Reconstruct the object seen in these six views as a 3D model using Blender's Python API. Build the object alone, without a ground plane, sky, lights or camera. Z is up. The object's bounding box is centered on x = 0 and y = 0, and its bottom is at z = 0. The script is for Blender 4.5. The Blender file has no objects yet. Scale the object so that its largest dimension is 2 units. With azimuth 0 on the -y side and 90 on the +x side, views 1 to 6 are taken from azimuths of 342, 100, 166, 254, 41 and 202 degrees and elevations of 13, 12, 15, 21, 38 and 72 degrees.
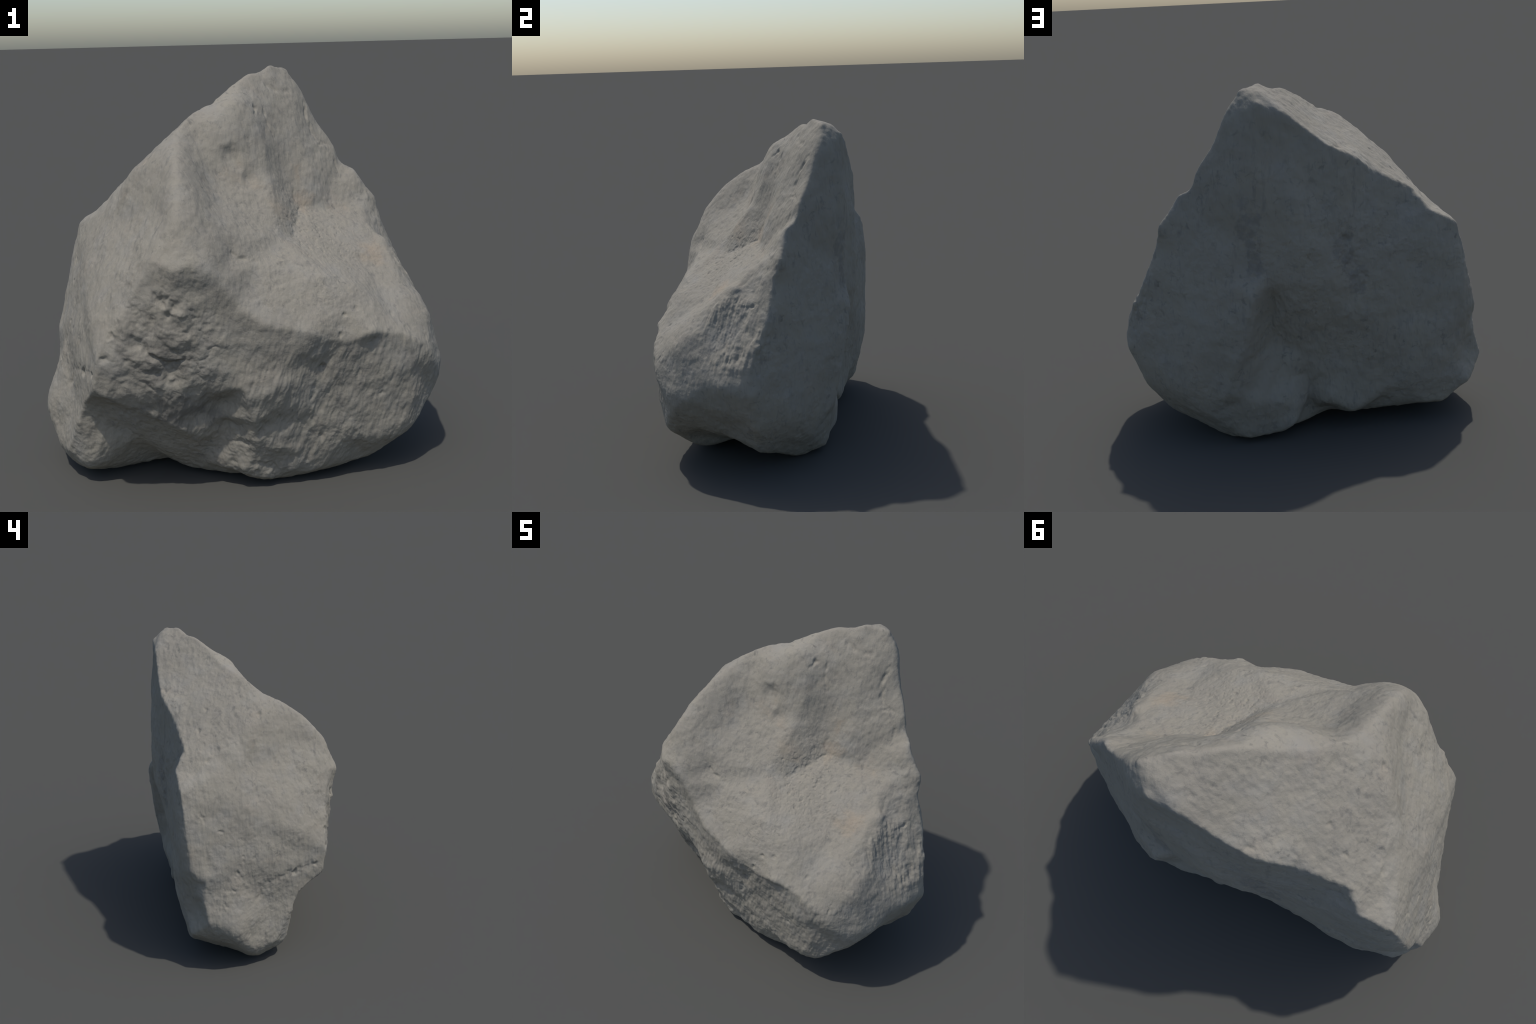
"""A large pale grey boulder.

Its broken edges (LINES) and the highs and lows of its faces (POINTS) are joined
into facets, worn smooth except along the edges, then given chips, grooves, pits
and cracks; one procedural stone material covers it.
"""
import bpy, bmesh, math
import numpy as np
from mathutils import Vector, noise
from mathutils.bvhtree import BVHTree
# ---- landmarks of the boulder (metres) ------------------------------------
CORE = (0.0, 0.05, 0.72)
LINES = {
 "summit_ridge": [(.372,.427,1.928),(.262,.362,1.96),(.175,.319,1.918),(.113,.279,1.911),(.045,.214,1.862),(-.028,.192,1.843),(-.114,.155,1.785),(-.229,.083,1.747),(-.325,-.02,1.697),(-.346,-.075,1.638)],
 "left_crest": [(-.346,-.075,1.638),(-.384,-.215,1.614),(-.43,-.338,1.49),(-.45,-.45,1.37),(-.45,-.5,1.24),(-.40,-.557,1.138),(-.30,-.548,1.07)],
 "summit_back": [(.262,.362,1.96),(.28,.465,1.925),(.305,.535,1.865)],
 "roof_back_edge": [(.305,.535,1.865),(.099,.552,1.76),(-.034,.558,1.643),(-.164,.556,1.575),(-.288,.511,1.494),(-.52,.495,1.359),(-.594,.561,1.247),(-.746,.565,1.168),(-.81,.55,.95),(-.866,.53,.69),(-.875,.47,.585),(-.943,.44,.361),(-.905,.475,.30),(-.843,.525,.231),(-.697,.50,.12)],
 "left_front_edge": [(-.50,-.535,1.13),(-.58,-.445,1.17),(-.65,-.405,1.02),(-.755,-.37,.845),(-.826,-.354,.727),(-.844,-.345,.575),(-.866,-.17,.455),(-.905,-.085,.30),(-.937,0,.154)],
 "front_rim": [(-.30,-.548,1.07),(-.22,-.545,.95),(-.111,-.575,.86),(.0,-.588,.835),(.116,-.60,.80),(.25,-.555,.712),(.295,-.56,.728),(.414,-.57,.765),(.5,-.545,.745),(.599,-.54,.717),(.69,-.52,.66),(.785,-.475,.545)],
 "right_ridge": [(.372,.427,1.928),(.408,.413,1.874),(.449,.403,1.807),(.515,.365,1.661),(.60,.33,1.551),(.625,.311,1.454),(.692,.262,1.414),(.718,.24,1.36),(.805,.242,1.233),(.82,.206,1.127),(.855,.19,1.03),(.913,.165,.9),(.96,.11,.78),(1.0,.09,.63),(1.002,.105,.54),(.922,.1,.322),(.865,.1,.248),(.783,.1,.131)],
 "panel_left_edge": [(.65,.05,1.15),(.728,-.062,1.041),(.805,-.2,.85),(.937,-.179,.608),(.984,-.06,.58),(1.0,.09,.6)],
 "overhang_lip": [(-.844,-.345,.575),(-.645,-.355,.46),(-.5,-.385,.375),(-.42,-.38,.315)],
 "front_fold": [(-.235,-.53,.637),(-.185,-.545,.5),(-.145,-.515,.375),(-.13,-.445,.207),(-.04,-.42,.09)],
 "back_left_bulge": [(-.70,.57,1.15),(-.73,.585,1.0),(-.78,.588,.83),(-.80,.57,.67),(-.78,.55,.5),(-.75,.54,.26),(-.62,.5,.12)],
 "back_plate_edge": [(.318,.538,.988),(.352,.565,.94),(.385,.583,.885),(.435,.55,.65),(.485,.52,.48)],
 "back_crease": [(.30,.535,.985),(.283,.527,.92),(.268,.492,.85),(.28,.452,.73),(.275,.428,.58),(.24,.435,.47),(.16,.42,.36)],
 "foot_edge": [(.54,.475,.33),(.365,.487,.29),(.25,.475,.27),(.165,.47,.23),(.16,.478,.17),(.16,.468,.11),(.214,.41,.05),(.42,.42,.045)],
}
POINTS = {
 "roof": [(-.487,-.005,1.555),(-.587,.15,1.417),(-.458,.383,1.451),(-.594,.312,1.355),(-.355,.321,1.559),(-.674,.375,1.262)],
 "left": [(-.885,.243,.646),(-1.016,.28,.283),(-.90,.451,.633),(-.79,.1,.998),(-.722,-.175,1.037),(-.842,-.07,.75),(-.863,-.06,.672),(-.82,-.175,.862),(-.86,.25,.785),(-.758,.27,1.092),(-.52,-.22,1.33),(-.425,-.22,1.535),(-.979,.2,.151),(-.945,.15,.085),(-.672,.19,1.225),(-.835,.467,.43),(-.888,.04,.405)],
 "scoop": [(.218,.263,1.844),(.342,.314,1.817),(.474,.265,1.544),(.179,-.163,1.156),(.288,.049,1.259),(.61,-.141,1.032),(-.195,-.011,1.685),(-.205,-.067,1.53),(-.091,-.037,1.546),(.096,.126,1.757),(-.013,-.06,1.428),(.152,.166,1.751),(.182,.121,1.6),(-.208,-.411,1.152),(-.109,-.426,1.105),(.296,-.519,.848),(.355,-.504,.863),(.404,-.442,.926),
   (.03,.10,1.795),(-.09,.07,1.77),(.245,-.435,1.01),(.36,.17,1.54),(.352,.21,1.62),(.40,.14,1.425),(.08,-.25,1.174),(-.29,-.475,1.2),
   (-.175,-.112,1.43),(.10,-.02,1.452),(-.275,-.155,1.5),(.555,-.23,.965),(.09,.048,1.645),(.14,.075,1.57),(-.06,-.008,1.64),(-.05,.055,1.785),(.35,.08,1.355),(.49,.1,1.235),(-.265,-.398,1.275)],
 "right": [(.747,.057,1.09),(.722,-.03,1.083),(.806,.07,.989),(.747,-.465,.677),(.812,-.333,.776),(.932,-.06,.69),(.85,-.04,.82),(.87,-.13,.765),(.89,-.35,.49),(.916,-.3,.475),(.83,-.4,.37),(.845,-.245,.35),(.925,-.21,.48),(.9,-.155,.415),(.69,-.455,.235),(.775,-.1,.24),(.72,-.14,.995),(.70,-.25,.912),(.83,-.06,.31),(.76,-.28,.265)],
 "back": [(.345,.495,1.882),(.2,.53,1.856),(.425,.455,1.82),(.419,.493,1.602),(.835,.24,.99),(.46,.487,1.44),(.455,.487,1.52),(.09,.40,.34),(-.6,.582,1.12),(.395,.528,1.67),(.375,.543,1.57),(.382,.332,1.805),(.40,.503,1.76),(.67,.327,1.1),(.87,.16,.275),(.915,.175,.41),(.29,.522,1.585),(.569,.39,1.249),(.385,.516,1.159),(.374,.524,1.401),(.70,.345,.87),(-.2,.553,.871),(-.111,.565,1.184),(-.605,.59,.53),(-.293,.552,.667),(.12,.592,1.31),(.0,.57,1.27),(.2,.565,1.45),(.0,.555,1.44),(.14,.545,1.62),(-.19,.55,1.03),(-.03,.585,.93),(.16,.575,.93),(.17,.54,.82),(-.38,.53,1.18),(-.44,.525,.29),(.08,.44,.48),(.07,.53,.76),(-.08,.542,.77),(.875,.24,.46),(.8,.295,.35),(.71,.365,.52),(.62,.37,.19),
   (.06,.385,.275),(-.06,.44,.33),(-.07,.46,.2),(-.17,.46,.12),(.075,.34,.16),(.49,.482,1.12),(.49,.505,.96),(.57,.488,.66),(.893,.213,.6),(-.61,.56,.32)],
 "front": [(.17,-.54,.614),(.4,-.54,.70),(.4,-.532,.6),(.36,-.517,.48),(.62,-.535,.55),(-.05,-.575,.65),(.657,-.488,.245),(.63,-.45,.17),(.47,-.495,.2),(.455,-.38,.05),(.5,-.29,.035),(.3,-.5,.25),(.145,-.507,.37),(.2,-.45,.07),(.1,-.36,.0),(-.03,-.4,.036),(-.07,-.31,0),(-.18,-.4,.089),(-.06,-.495,.38),(-.04,-.48,.25),(-.27,-.42,.4),(-.36,-.46,.53),(-.45,-.462,.57),(-.48,-.495,.735),(-.31,-.518,.885),(-.38,-.525,1.04),(-.5,-.508,.93),(-.51,-.492,.83),(-.65,-.18,.265),(-.54,-.285,.315),(-.25,-.365,.29),(-.235,-.385,.36),(-.265,-.405,.46),(-.04,-.58,.57),(-.2,-.375,.17),(-.06,-.545,.46),(.0,-.557,.50),(-.85,-.09,.085),(-.865,-.12,.21)],
 "base": [(.511,.269,0.0),(.09,.36,.05),(0,.2,.05),(-.1,.3,.08),(-.25,.36,.07),(-.85,.1,.0),(-.45,-.02,.045),(-.57,.01,.025),(0,-.1,.05),(.45,-.05,.09),(.5,.08,.11),(.62,0,.14),(.5,-.18,.11),(-.365,-.15,.03),(-.345,-.25,.12)],
}

STEP = 0.075      # spacing of the points laid along each edge line


def landmark_points():
    """Edge lines are resampled evenly, loose points are taken as they are."""
    out = []
    for line in LINES.values():
        for a, b in zip(line, line[1:]):
            a, b = Vector(a), Vector(b)
            n = max(1, round((b - a).length / STEP))
            out += [a.lerp(b, i / n) for i in range(n)]
        out.append(Vector(line[-1]))
    for group in POINTS.values():
        out += [Vector(p) for p in group]
    kept = []
    for p in out:
        if all((p - q).length > 0.012 for q in kept):
            kept.append(p)
    return kept


def coarse_hull():
    """Joins the landmarks into facets: the hull of their directions from the core."""
    pts = landmark_points()
    core = Vector(CORE)
    bm = bmesh.new()
    for p in pts:
        bm.verts.new((p - core).normalized())
    bm.verts.index_update()
    bmesh.ops.convex_hull(bm, input=bm.verts[:])
    bm.verts.index_update()
    tris = []
    for f in bm.faces:
        t = [v.index for v in f.verts]
        a, b, c = (bm.verts[:][i].co for i in t) if False else (v.co for v in f.verts)
        if (b - a).cross(c - a).dot(a + b + c) < 0:
            t.reverse()
        tris.append(t)
    bm.free()
    return [tuple(p) for p in pts], tris


# ==== FINE SURFACE ===========================================================
LEVEL = 9                       # icosphere level that is shrunk onto the facets
SOFTEN = 4                      # rounds of smoothing that wear the facet edges
WEAR = 50                       # further rounds on the broad faces only
HARD_EDGES = {                  # how much of that wear reaches each broken edge
    "roof_back_edge": 0.0, "left_front_edge": 0.0, "overhang_lip": 0.0, "front_fold": 0.2, "summit_ridge": 0.0, "summit_back": 0.0,
    "foot_edge": 0.3, "back_crease": 0.4, "front_rim": 0.2, "right_ridge": 0.2, "panel_left_edge": 0.4, "back_plate_edge": 0.3,
}


def neighbours_mean(n, edges):
    """Returns a function that averages a per-vertex array over the neighbours."""
    i = np.concatenate([edges[:, 0], edges[:, 1]])
    j = np.concatenate([edges[:, 1], edges[:, 0]])
    order = np.argsort(i, kind="stable")
    i, j = i[order], j[order]
    start = np.searchsorted(i, np.arange(n))
    count = np.bincount(i, minlength=n).astype(float)

    def mean(a):
        s = np.add.reduceat(a[j], start, axis=0)
        return s / (count[:, None] if a.ndim == 2 else count)
    return mean


def vertex_normals(co, tris):
    a, b, c = co[tris[:, 0]], co[tris[:, 1]], co[tris[:, 2]]
    fn = np.cross(b - a, c - a)
    out = np.zeros_like(co)
    for k in range(3):
        for ax in range(3):
            out[:, ax] += np.bincount(tris[:, k], weights=fn[:, ax], minlength=len(co))
    return out / np.maximum(np.linalg.norm(out, axis=1, keepdims=True), 1e-12)


def field(co, scale, seed=0.0, stretch=None, octaves=3, rough=0.55):
    """Fractal Perlin noise, about -1..1, at feature size `scale` metres.
    stretch = (direction, factor) draws the grain out along a direction."""
    p = co
    if stretch:
        d = np.array(stretch[0], float)
        d /= np.linalg.norm(d)
        p = co - np.outer(co @ d, d) * (1 - 1 / stretch[1])
    p = p / scale + np.array([seed * 7.31, seed * 3.77, seed * 5.13])
    f = noise.fractal
    h = -math.log2(rough)
    return np.array([f(q, h, 2.0, octaves, noise_basis="PERLIN_NEW") for q in p.tolist()])


def cells(co, scale, seed=0.0):
    """Distance to the nearest and second nearest Voronoi cell points."""
    p = co / scale + np.array([seed * 2.17, seed * 9.1, seed * 4.4])
    v = noise.voronoi
    d = np.array([v(q)[0][:2] for q in p.tolist()])
    return d[:, 0], d[:, 1]


def near(co, centre, radius, soft=0.5):
    """1 inside a ball, fading to 0 at its rim."""
    d = np.linalg.norm(co - np.array(centre), axis=1) / radius
    t = np.clip((1 - d) / soft, 0, 1)
    return t * t * (3 - 2 * t)


def seg_distance(co, a, b):
    a, b = np.array(a), np.array(b)
    t = np.clip((co - a) @ (b - a) / ((b - a) @ (b - a)), 0, 1)
    return np.linalg.norm(co - (a + t[:, None] * (b - a)), axis=1)


# pits: centre, radius, depth
PITS = {
    "hollow": [((-.09, -.04, 1.546), .06, .016), ((-.06, -.02, 1.50), .05, .012), ((-.013, -.06, 1.43), .04, .008), ((.096, .126, 1.757), .018, .010)],
    "roof": [((-.48, -.005, 1.545), .022, .014), ((-.587, .312, 1.351), .035, .010), ((-.627, .365, 1.314), .028, .010),
             ((-.45, .383, 1.448), .020, .010), ((-.352, .322, 1.558), .018, .008), ((.159, .455, 1.836), .022, .008), ((-.10, .531, 1.623), .024, .010)],
    "rim": [((.252, -.555, .757), .020, .012), ((.296, -.52, .85), .016, .008), ((.355, -.505, .863), .016, .008), ((.616, -.494, .733), .018, .008), ((.559, -.446, .80), .016, .006)],
    "front": [((.17, -.54, .61), .022, .012), ((.483, -.513, .436), .018, .008), ((.18, -.489, .26), .018, .007), ((.006, -.53, .526), .02, .008), ((-.119, -.51, .481), .026, .012)],
    "broken": [((-.516, -.47, .645), .075, .040), ((-.50, -.515, .97), .035, .018), ((-.555, -.48, .995), .04, .016), ((-.509, -.49, .905), .055, .022),
               ((-.664, -.425, .797), .05, .022), ((-.624, -.44, .761), .026, .014), ((-.687, -.40, .709), .026, .014), ((-.754, -.371, .827), .022, .012), ((-.788, -.37, .725), .024, .012)],
    "end": [((.747, .057, 1.09), .085, .020)],
    "left": [((-.853, -.136, .595), .022, .014), ((-.84, -.287, .632), .022, .014)],
}
# cracks, creases and scratches: points along it, half width, depth
CRACKS = {
    "hollow_split": ([(.156, .186, 1.776), (.148, .144, 1.709), (.183, .128, 1.60)], .008, .009),
    "hollow_foot": ([(.179, -.163, 1.156), (.288, .049, 1.259)], .012, .010),
    "hollow_nick": ([(-.208, -.411, 1.152), (-.109, -.426, 1.105)], .010, .010),
    "hook": ([(.081, .094, 1.722), (.106, .137, 1.755)], .009, .009),
    "summit_ledge": ([(.211, .273, 1.859), (.254, .269, 1.825), (.34, .314, 1.817)], .012, .012),
    "edge_chip": ([(.436, .356, 1.749), (.433, .304, 1.666), (.483, .271, 1.546), (.545, .297, 1.54)], .011, .013),
    "shoulder_joint": ([(.576, .268, 1.446), (.598, .21, 1.343), (.60, .17, 1.29)], .008, .007),
    "rim_slit": ([(.40, -.555, .71), (.43, -.56, .68)], .009, .014),
    "rim_scratch": ([(.373, -.451, .935), (.414, -.446, .914)], .006, .005),
    "end_slit": ([(.747, -.465, .70), (.74, -.48, .65)], .009, .010),
    "end_mark": ([(.78, .05, .985), (.82, .085, .99)], .010, .014),
    "front_groove": ([(.17, -.54, .61), (.113, -.516, .443), (.126, -.497, .346), (.133, -.457, .134)], .012, .007),
    "hole_brow": ([(-.597, -.443, .744), (-.518, -.474, .688), (-.464, -.495, .711)], .012, .016),
    "left_fold": ([(-.887, .101, .467), (-.874, .02, .573), (-.838, -.25, .625)], .022, .010),
    "left_vein": ([(-.778, .452, 1.034), (-.792, .431, .983)], .009, .009),
    "left_vein_b": ([(-.807, .359, .918), (-.811, .322, .907)], .009, .011),
    "left_vein_c": ([(-.822, .346, .855), (-.838, .307, .812)], .009, .010),
    "left_vein_d": ([(-.857, .205, .744), (-.864, .196, .706)], .009, .011),
    "left_vein_e": ([(-.873, .247, .65), (-.887, .227, .619)], .011, .013),
    "left_vein_f": ([(-.91, .287, .557), (-.918, .259, .544)], .009, .010),
    "left_vein_g": ([(-.93, .326, .475), (-.946, .308, .443)], .008, .008),
    "left_scratch": ([(-.619, .088, 1.28), (-.683, .044, 1.156), (-.755, -.025, 1.007)], .006, .004),
    "left_scratch_b": ([(-.691, .287, 1.211), (-.673, .24, 1.244)], .006, .004),
    "back_nick": ([(.271, .53, 1.708), (.269, .53, 1.668)], .006, .006),
    "back_nick_b": ([(.564, .393, 1.272), (.591, .387, 1.223)], .007, .007),
    "back_nick_c": ([(.149, .584, 1.194), (.179, .575, 1.137)], .007, .007),
    "back_nick_d": ([(.095, .581, 1.069), (.091, .577, 1.03)], .008, .009),
    "back_nick_e": ([(.696, .34, .877), (.72, .33, .811)], .007, .007),
    "back_nick_f": ([(.053, .537, .809), (.055, .522, .756)], .007, .008),
    "back_nick_g": ([(-.527, .57, .779), (-.53, .572, .743)], .009, .009),
    "back_hole": ([(.216, .453, .442), (.235, .463, .384)], .016, .014),
    "back_dent": ([(-.105, .57, 1.15), (-.13, .56, 1.02), (-.20, .55, .90)], .045, .012),
    "back_hook": ([(.423, .483, 1.635), (.416, .492, 1.58)], .007, .006),
    "back_brow": ([(.401, .506, 1.12), (.317, .542, .988)], .010, .007),
}


def carve(co, nrm):
    """Height of the surface relief at every vertex, in metres."""
    bend = np.stack([field(co, .05, 21, octaves=2), field(co, .05, 22, octaves=2), field(co, .05, 23, octaves=2)], 1)
    h = 0.007 * field(co, .28, 1) + 0.004 * field(co, .11, 2)
    # shallow flakes with curved lips, strongest on the roof
    roof = np.clip((nrm[:, 2] - .25) * 3, 0, 1) * np.clip((nrm[:, 1] + .1) * 4, 0, 1)
    d1, d2 = cells(co + 0.03 * bend, .075, 3)
    h += (0.0015 + 0.0025 * roof) * (np.clip(d1, 0, .8) - .4)
    gritty = np.clip(.55 + .9 * field(co, .30, 31, octaves=2), .15, 1.1)
    h += gritty * 0.0022 * field(co, .034, 4, octaves=4, rough=.58)
    # faint grain drawn out down the slopes
    h += (1.2 - gritty) * 0.0022 * field(co, .026, 41, stretch=((-.25, .1, -1), 4.0), octaves=2)
    # crumbling broken zone on the lower left of the front
    broken = np.maximum(near(co, (-.54, -.48, .78), .34), near(co, (-.12, -.42, .12), .24))
    ridged = 1 - 2 * np.abs(field(co, .27, 6, octaves=2, rough=.45))
    b1, b2 = cells(co + 0.05 * bend, .19, 6)
    h += broken * (0.014 * (np.clip(b2 - b1, 0, .5) - .25) + 0.014 * (ridged - .4) + 0.004 * field(co, .06, 16, octaves=3, rough=.45))
    # fibrous weathered panel on the right end, its grooves run down the dip
    panel = near(co, (.85, -.02, .83), .27, .4)
    groove = field(co, .045, 7, stretch=((.35, -.25, -1), 5.0), octaves=3)
    h += panel * gritty * (0.012 * groove + 0.006 * field(co, .06, 17, octaves=3))
    # drawn-out grain on the left face and on the front
    left = np.clip((-nrm[:, 0] - .35) * 3, 0, 1)
    h += left * 0.0020 * field(co, .03, 8, stretch=((-.4, .1, -1), 5.0), octaves=2)
    front = np.clip((-nrm[:, 1] - .6) * 3, 0, 1) * np.clip((.8 - co[:, 2]) * 8, 0, 1) * (1 - broken)
    h += front * 0.006 * field(co, .055, 9, stretch=((-.3, 0, -1), 3.5), octaves=3)
    # long shallow flutes down the back
    back = np.clip((nrm[:, 1] - .5) * 3, 0, 1)
    h += back * 0.005 * field(co, .09, 12, stretch=((.1, 0, -1), 3.0), octaves=3)
    # fine pitting gathered on the floor of the hollow
    floor = near(co, (.32, -.15, 1.15), .40, .8)
    h -= floor * 0.006 * np.clip(field(co, .022, 11, octaves=2) - .15, 0, 1)
    warped = co + 0.014 * bend
    ragged = np.clip(.65 + .9 * field(co, .045, 25, octaves=2), .1, 1.1)
    for group in PITS.values():
        for c, r, dep in group:
            h -= dep * near(warped, c, r * 1.25, 1.0)
    for line, w, dep in CRACKS.values():
        d = np.min([seg_distance(warped, a, b) for a, b in zip(line, line[1:])], axis=0)
        t = np.clip(1 - d / (w * 2.0), 0, 1)
        h -= .75 * dep * ragged * t * t * (3 - 2 * t)
    return h


def shrink_onto(tree, level):
    """An icosphere whose vertices are pushed out from the core onto a surface."""
    bm = bmesh.new()
    bmesh.ops.create_icosphere(bm, subdivisions=level, radius=1.0)
    mesh = bpy.data.meshes.new("boulder")
    bm.to_mesh(mesh)
    bm.free()
    n = len(mesh.vertices)
    co = np.empty(n * 3)
    mesh.vertices.foreach_get("co", co)
    co = co.reshape(-1, 3)
    core = Vector(CORE)
    for k, d in enumerate(co.tolist()):
        hit = tree.ray_cast(core, Vector(d))[0]
        if hit is not None:
            co[k] = hit
    edges = np.empty(len(mesh.edges) * 2, dtype=np.int32)
    mesh.edges.foreach_get("vertices", edges)
    faces = np.empty(len(mesh.polygons) * 3, dtype=np.int32)
    mesh.polygons.foreach_get("vertices", faces)
    return mesh, co, faces.reshape(-1, 3), neighbours_mean(n, edges.reshape(-1, 2))


def line_distance(co, line):
    return np.min([seg_distance(co, a, b) for a, b in zip(line, line[1:])], axis=0)


def worn_base():
    """The facets with their creases worn: broad faces a lot, broken edges little."""
    verts, tris = coarse_hull()
    mesh, co, faces, mean = shrink_onto(BVHTree.FromPolygons(verts, tris), LEVEL - 1)
    bpy.data.meshes.remove(mesh)
    for _ in range(SOFTEN):
        co = co + 0.6 * (mean(co) - co)
        co = co - 0.5 * (mean(co) - co)      # pushes back out, so corners do not shrink
    raw = co.copy()
    soft = np.ones(len(co))
    for name, least in HARD_EDGES.items():
        d = line_distance(co, LINES[name])
        soft = np.minimum(soft, least + (1 - least) * np.clip((d - .012) / .06, 0, 1))
    soft = soft[:, None]
    for _ in range(WEAR):
        co = co + 0.6 * soft * (mean(co) - co)
    # give back the bulk that smoothing took
    lost = raw - co
    for _ in range(WEAR):
        lost = lost + 0.6 * soft * (mean(lost) - lost)
    co = co + lost
    # the crest of the left shoulder is rounded off most
    crest = line_distance(co, LINES["left_crest"])
    worn = np.clip((.12 - crest) / .06, 0, 1)[:, None] * np.clip((co[:, 2:] - 1.12) / .1, 0, 1)
    for _ in range(14):
        co = co + 0.6 * worn * (mean(co) - co)
    return BVHTree.FromPolygons(co.tolist(), faces.tolist())


def build_boulder():
    mesh, co, faces, mean = shrink_onto(worn_base(), LEVEL)
    for _ in range(3):
        co = co + 0.5 * (mean(co) - co)
    nrm = vertex_normals(co, faces)
    for _ in range(12):
        nrm = mean(nrm)
    nrm /= np.linalg.norm(nrm, axis=1, keepdims=True)
    co = co + nrm * (carve(co, nrm) + .002)[:, None]
    co[:, 2] -= co[:, 2].min()
    mesh.vertices.foreach_set("co", co.ravel())
    mesh.polygons.foreach_set("use_smooth", np.ones(len(mesh.polygons), dtype=bool))
    mesh.update()
    obj = bpy.data.objects.new("boulder", mesh)
    bpy.context.collection.objects.link(obj)
    return obj


# ==== MATERIAL ===============================================================
def limestone():
    m = bpy.data.materials.new("pale_grey_stone")
    m.use_nodes = True
    nt = m.node_tree
    nd, lk = nt.nodes, nt.links
    bsdf = nd["Principled BSDF"]
    bsdf.inputs["Roughness"].default_value = 0.9
    bsdf.inputs["Specular IOR Level"].default_value = 0.2
    tc = nd.new("ShaderNodeTexCoord")
    P = tc.outputs["Object"]

    def noise_tex(scale, detail=4, rough=.55, stretch=None, dist=0.0):
        t = nd.new("ShaderNodeTexNoise")
        t.inputs["Scale"].default_value = scale
        t.inputs["Detail"].default_value = detail
        t.inputs["Roughness"].default_value = rough
        t.inputs["Distortion"].default_value = dist
        if stretch:
            mp = nd.new("ShaderNodeMapping")
            mp.inputs["Scale"].default_value = stretch
            lk.new(P, mp.inputs["Vector"])
            lk.new(mp.outputs[0], t.inputs["Vector"])
        else:
            lk.new(P, t.inputs["Vector"])
        return t.outputs["Fac"]

    def ramp(src, stops):
        r = nd.new("ShaderNodeValToRGB")
        e = r.color_ramp.elements
        while len(e) < len(stops):
            e.new(.5)
        for el, (pos, c) in zip(e, stops):
            el.position = pos
            el.color = (*c, 1) if not isinstance(c, (int, float)) else (c, c, c, 1)
        lk.new(src, r.inputs[0])
        return r.outputs[0]

    def mix(a, b, fac, mode="MIX"):
        x = nd.new("ShaderNodeMix")
        x.data_type, x.blend_type = "RGBA", mode
        for s, v in ((x.inputs[0], fac), (x.inputs[6], a), (x.inputs[7], b)):
            if hasattr(v, "is_output"):
                lk.new(v, s)
            elif isinstance(v, (int, float)):
                s.default_value = v
            else:
                s.default_value = (*v, 1)
        return x.outputs[2]

    def math_(op, a, b=0.0):
        x = nd.new("ShaderNodeMath")
        x.operation = op
        for s, v in zip(x.inputs, (a, b)):
            if hasattr(v, "is_output"):
                lk.new(v, s)
            else:
                s.default_value = v
        return x.outputs[0]

    wobble = noise_tex(14, 4, .6)

    def patch(centre, size, edge=.35, jag=.9):
        """Mask of a stained spot: an ellipsoid whose rim is broken up by noise."""
        mp = nd.new("ShaderNodeMapping")
        mp.vector_type = "TEXTURE"
        mp.inputs["Location"].default_value = centre
        mp.inputs["Scale"].default_value = size
        lk.new(P, mp.inputs["Vector"])
        ln = nd.new("ShaderNodeVectorMath")
        ln.operation = "LENGTH"
        lk.new(mp.outputs[0], ln.inputs[0])
        d = math_("ADD", ln.outputs["Value"], math_("MULTIPLY", math_("SUBTRACT", wobble, .5), jag * 2))
        mr = nd.new("ShaderNodeMapRange")
        mr.interpolation_type = "SMOOTHSTEP"
        mr.inputs["From Min"].default_value = 1.0
        mr.inputs["From Max"].default_value = 1.0 - edge
        lk.new(d, mr.inputs["Value"])
        return mr.outputs[0]

    # pale warm grey, slowly clouded
    col = ramp(noise_tex(3.2, 5, .6), [(.3, (.245, .224, .183)), (.55, (.270, .247, .200)), (.75, (.291, .267, .216))])
    # bluish and brownish drifts
    col = mix(col, (.25, .24, .215), math_("MULTIPLY", ramp(noise_tex(6.5, 4), [(.5, 0.0), (.72, 1.0)]), .55))
    col = mix(col, (.285, .238, .185), math_("MULTIPLY", ramp(noise_tex(5.1, 4, .6, (1, 1, 1.3)), [(.58, 0.0), (.75, 1.0)]), .35))
    # dark flecks and short streaks of grime, gathered in drifts
    drift = ramp(noise_tex(4.3, 4, .65), [(.38, 0.15), (.62, 1.0)])
    fleck = ramp(noise_tex(27, 4, .6, dist=.6), [(.30, 1.0), (.43, 0.0)])
    col = mix(col, (.13, .124, .11), math_("MULTIPLY", math_("MULTIPLY", fleck, drift), .75))
    streak = ramp(noise_tex(22, 4, .6, (1.7, 1.7, .4)), [(.30, 1.0), (.45, 0.0)])
    col = mix(col, (.15, .143, .128), math_("MULTIPLY", math_("MULTIPLY", streak, drift), .65))
    mottle = ramp(noise_tex(11, 5, .65), [(.35, 0.0), (.65, 1.0)])
    col = mix(col, (.235, .216, .186), math_("MULTIPLY", mottle, .35))
    # ochre stains in the hollow
    rusty = ramp(noise_tex(9, 5, .65), [(.40, 0.1), (.62, 1.0)])
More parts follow.
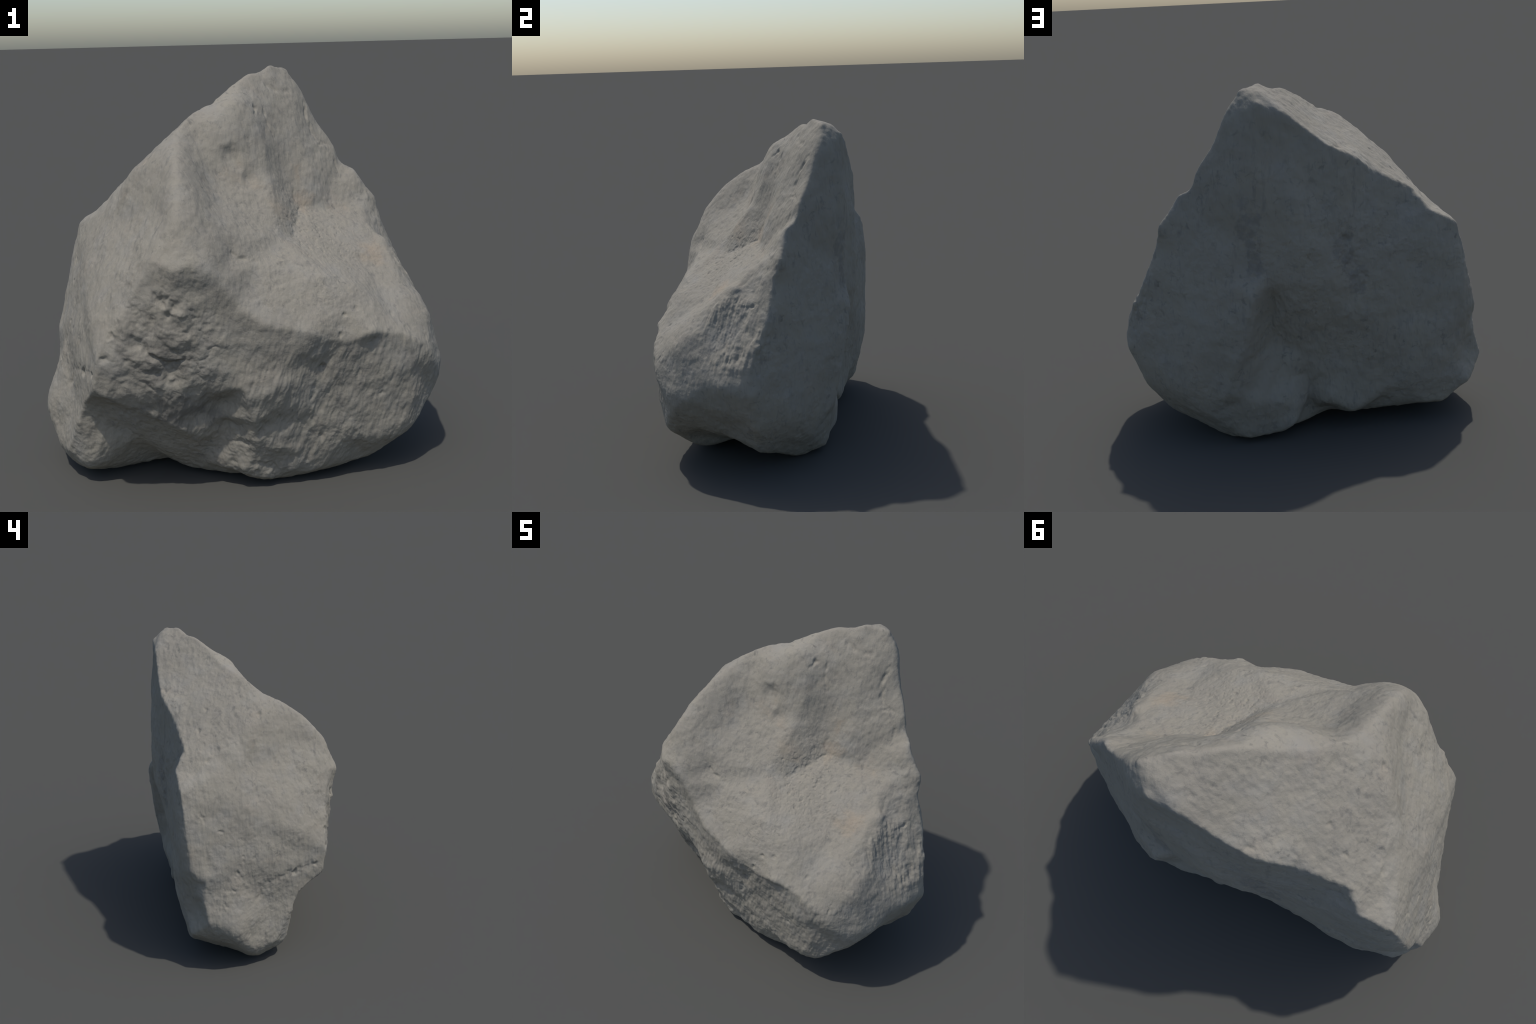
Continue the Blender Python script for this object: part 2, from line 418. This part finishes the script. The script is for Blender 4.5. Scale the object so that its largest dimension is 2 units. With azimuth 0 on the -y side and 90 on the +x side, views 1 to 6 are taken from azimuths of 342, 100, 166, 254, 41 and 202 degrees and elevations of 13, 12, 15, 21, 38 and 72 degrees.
    for c, s, k in (((.61, -.14, 1.03), (.14, .12, .08), .36), ((.30, .06, 1.27), (.11, .10, .11), .34),
                    ((.30, .12, 1.38), (.045, .08, .12), .40), ((-.05, -.06, 1.45), (.15, .12, .13), .26),
                    ((.50, .12, 1.23), (.10, .09, .06), .32), ((.12, -.10, 1.30), (.12, .12, .12), .2)):
        col = mix(col, (.345, .258, .170), math_("MULTIPLY", math_("MULTIPLY", patch(c, s, .9), rusty), k))
    # grime lodged in the broken corner, plus baked-in occlusion shade painted as colour
    grime_shade = ramp(noise_tex(8, 5, .62, dist=.4), [(.40, 0.0), (.55, 1.0)])
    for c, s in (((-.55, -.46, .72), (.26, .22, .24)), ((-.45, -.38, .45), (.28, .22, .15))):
        col = mix(col, (.135, .126, .110), math_("MULTIPLY", math_("MULTIPLY", patch(c, s, .7), grime_shade), .7))
    # two dark weathered patches on the back, a bleached one on the left shoulder
    for c, s in (((-.12, .56, 1.10), (.085, .2, .12)), ((-.18, .56, .95), (.07, .2, .13)), ((.385, .515, 1.24), (.075, .2, .15)), ((.36, .52, 1.05), (.05, .2, .09))):
        col = mix(col, (.178, .166, .146), math_("MULTIPLY", math_("MULTIPLY", patch(c, s, .5, 1.6), ramp(noise_tex(17, 5, .65), [(.38, .25), (.55, 1.0)])), .7))
    col = mix(col, (.315, .290, .242), math_("MULTIPLY", patch((-.61, .18, 1.355), (.12, .12, .10), .8, .6), .7))
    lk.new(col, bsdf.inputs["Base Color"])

    # fine grain
    b1 = nd.new("ShaderNodeBump")
    b1.inputs["Strength"].default_value = .28
    b1.inputs["Distance"].default_value = .012
    lk.new(noise_tex(30, 5, .6), b1.inputs["Height"])
    b2 = nd.new("ShaderNodeBump")
    b2.inputs["Strength"].default_value = .34
    b2.inputs["Distance"].default_value = .01
    lk.new(noise_tex(24, 4, .6, (2.0, 2.0, .4)), b2.inputs["Height"])
    lk.new(b1.outputs[0], b2.inputs["Normal"])
    lk.new(b2.outputs[0], bsdf.inputs["Normal"])
    return m


boulder = build_boulder()
boulder.data.materials.append(limestone())
boulder["label"] = "large pale grey angular boulder with a hollowed front face"
boulder["category"] = "rock"
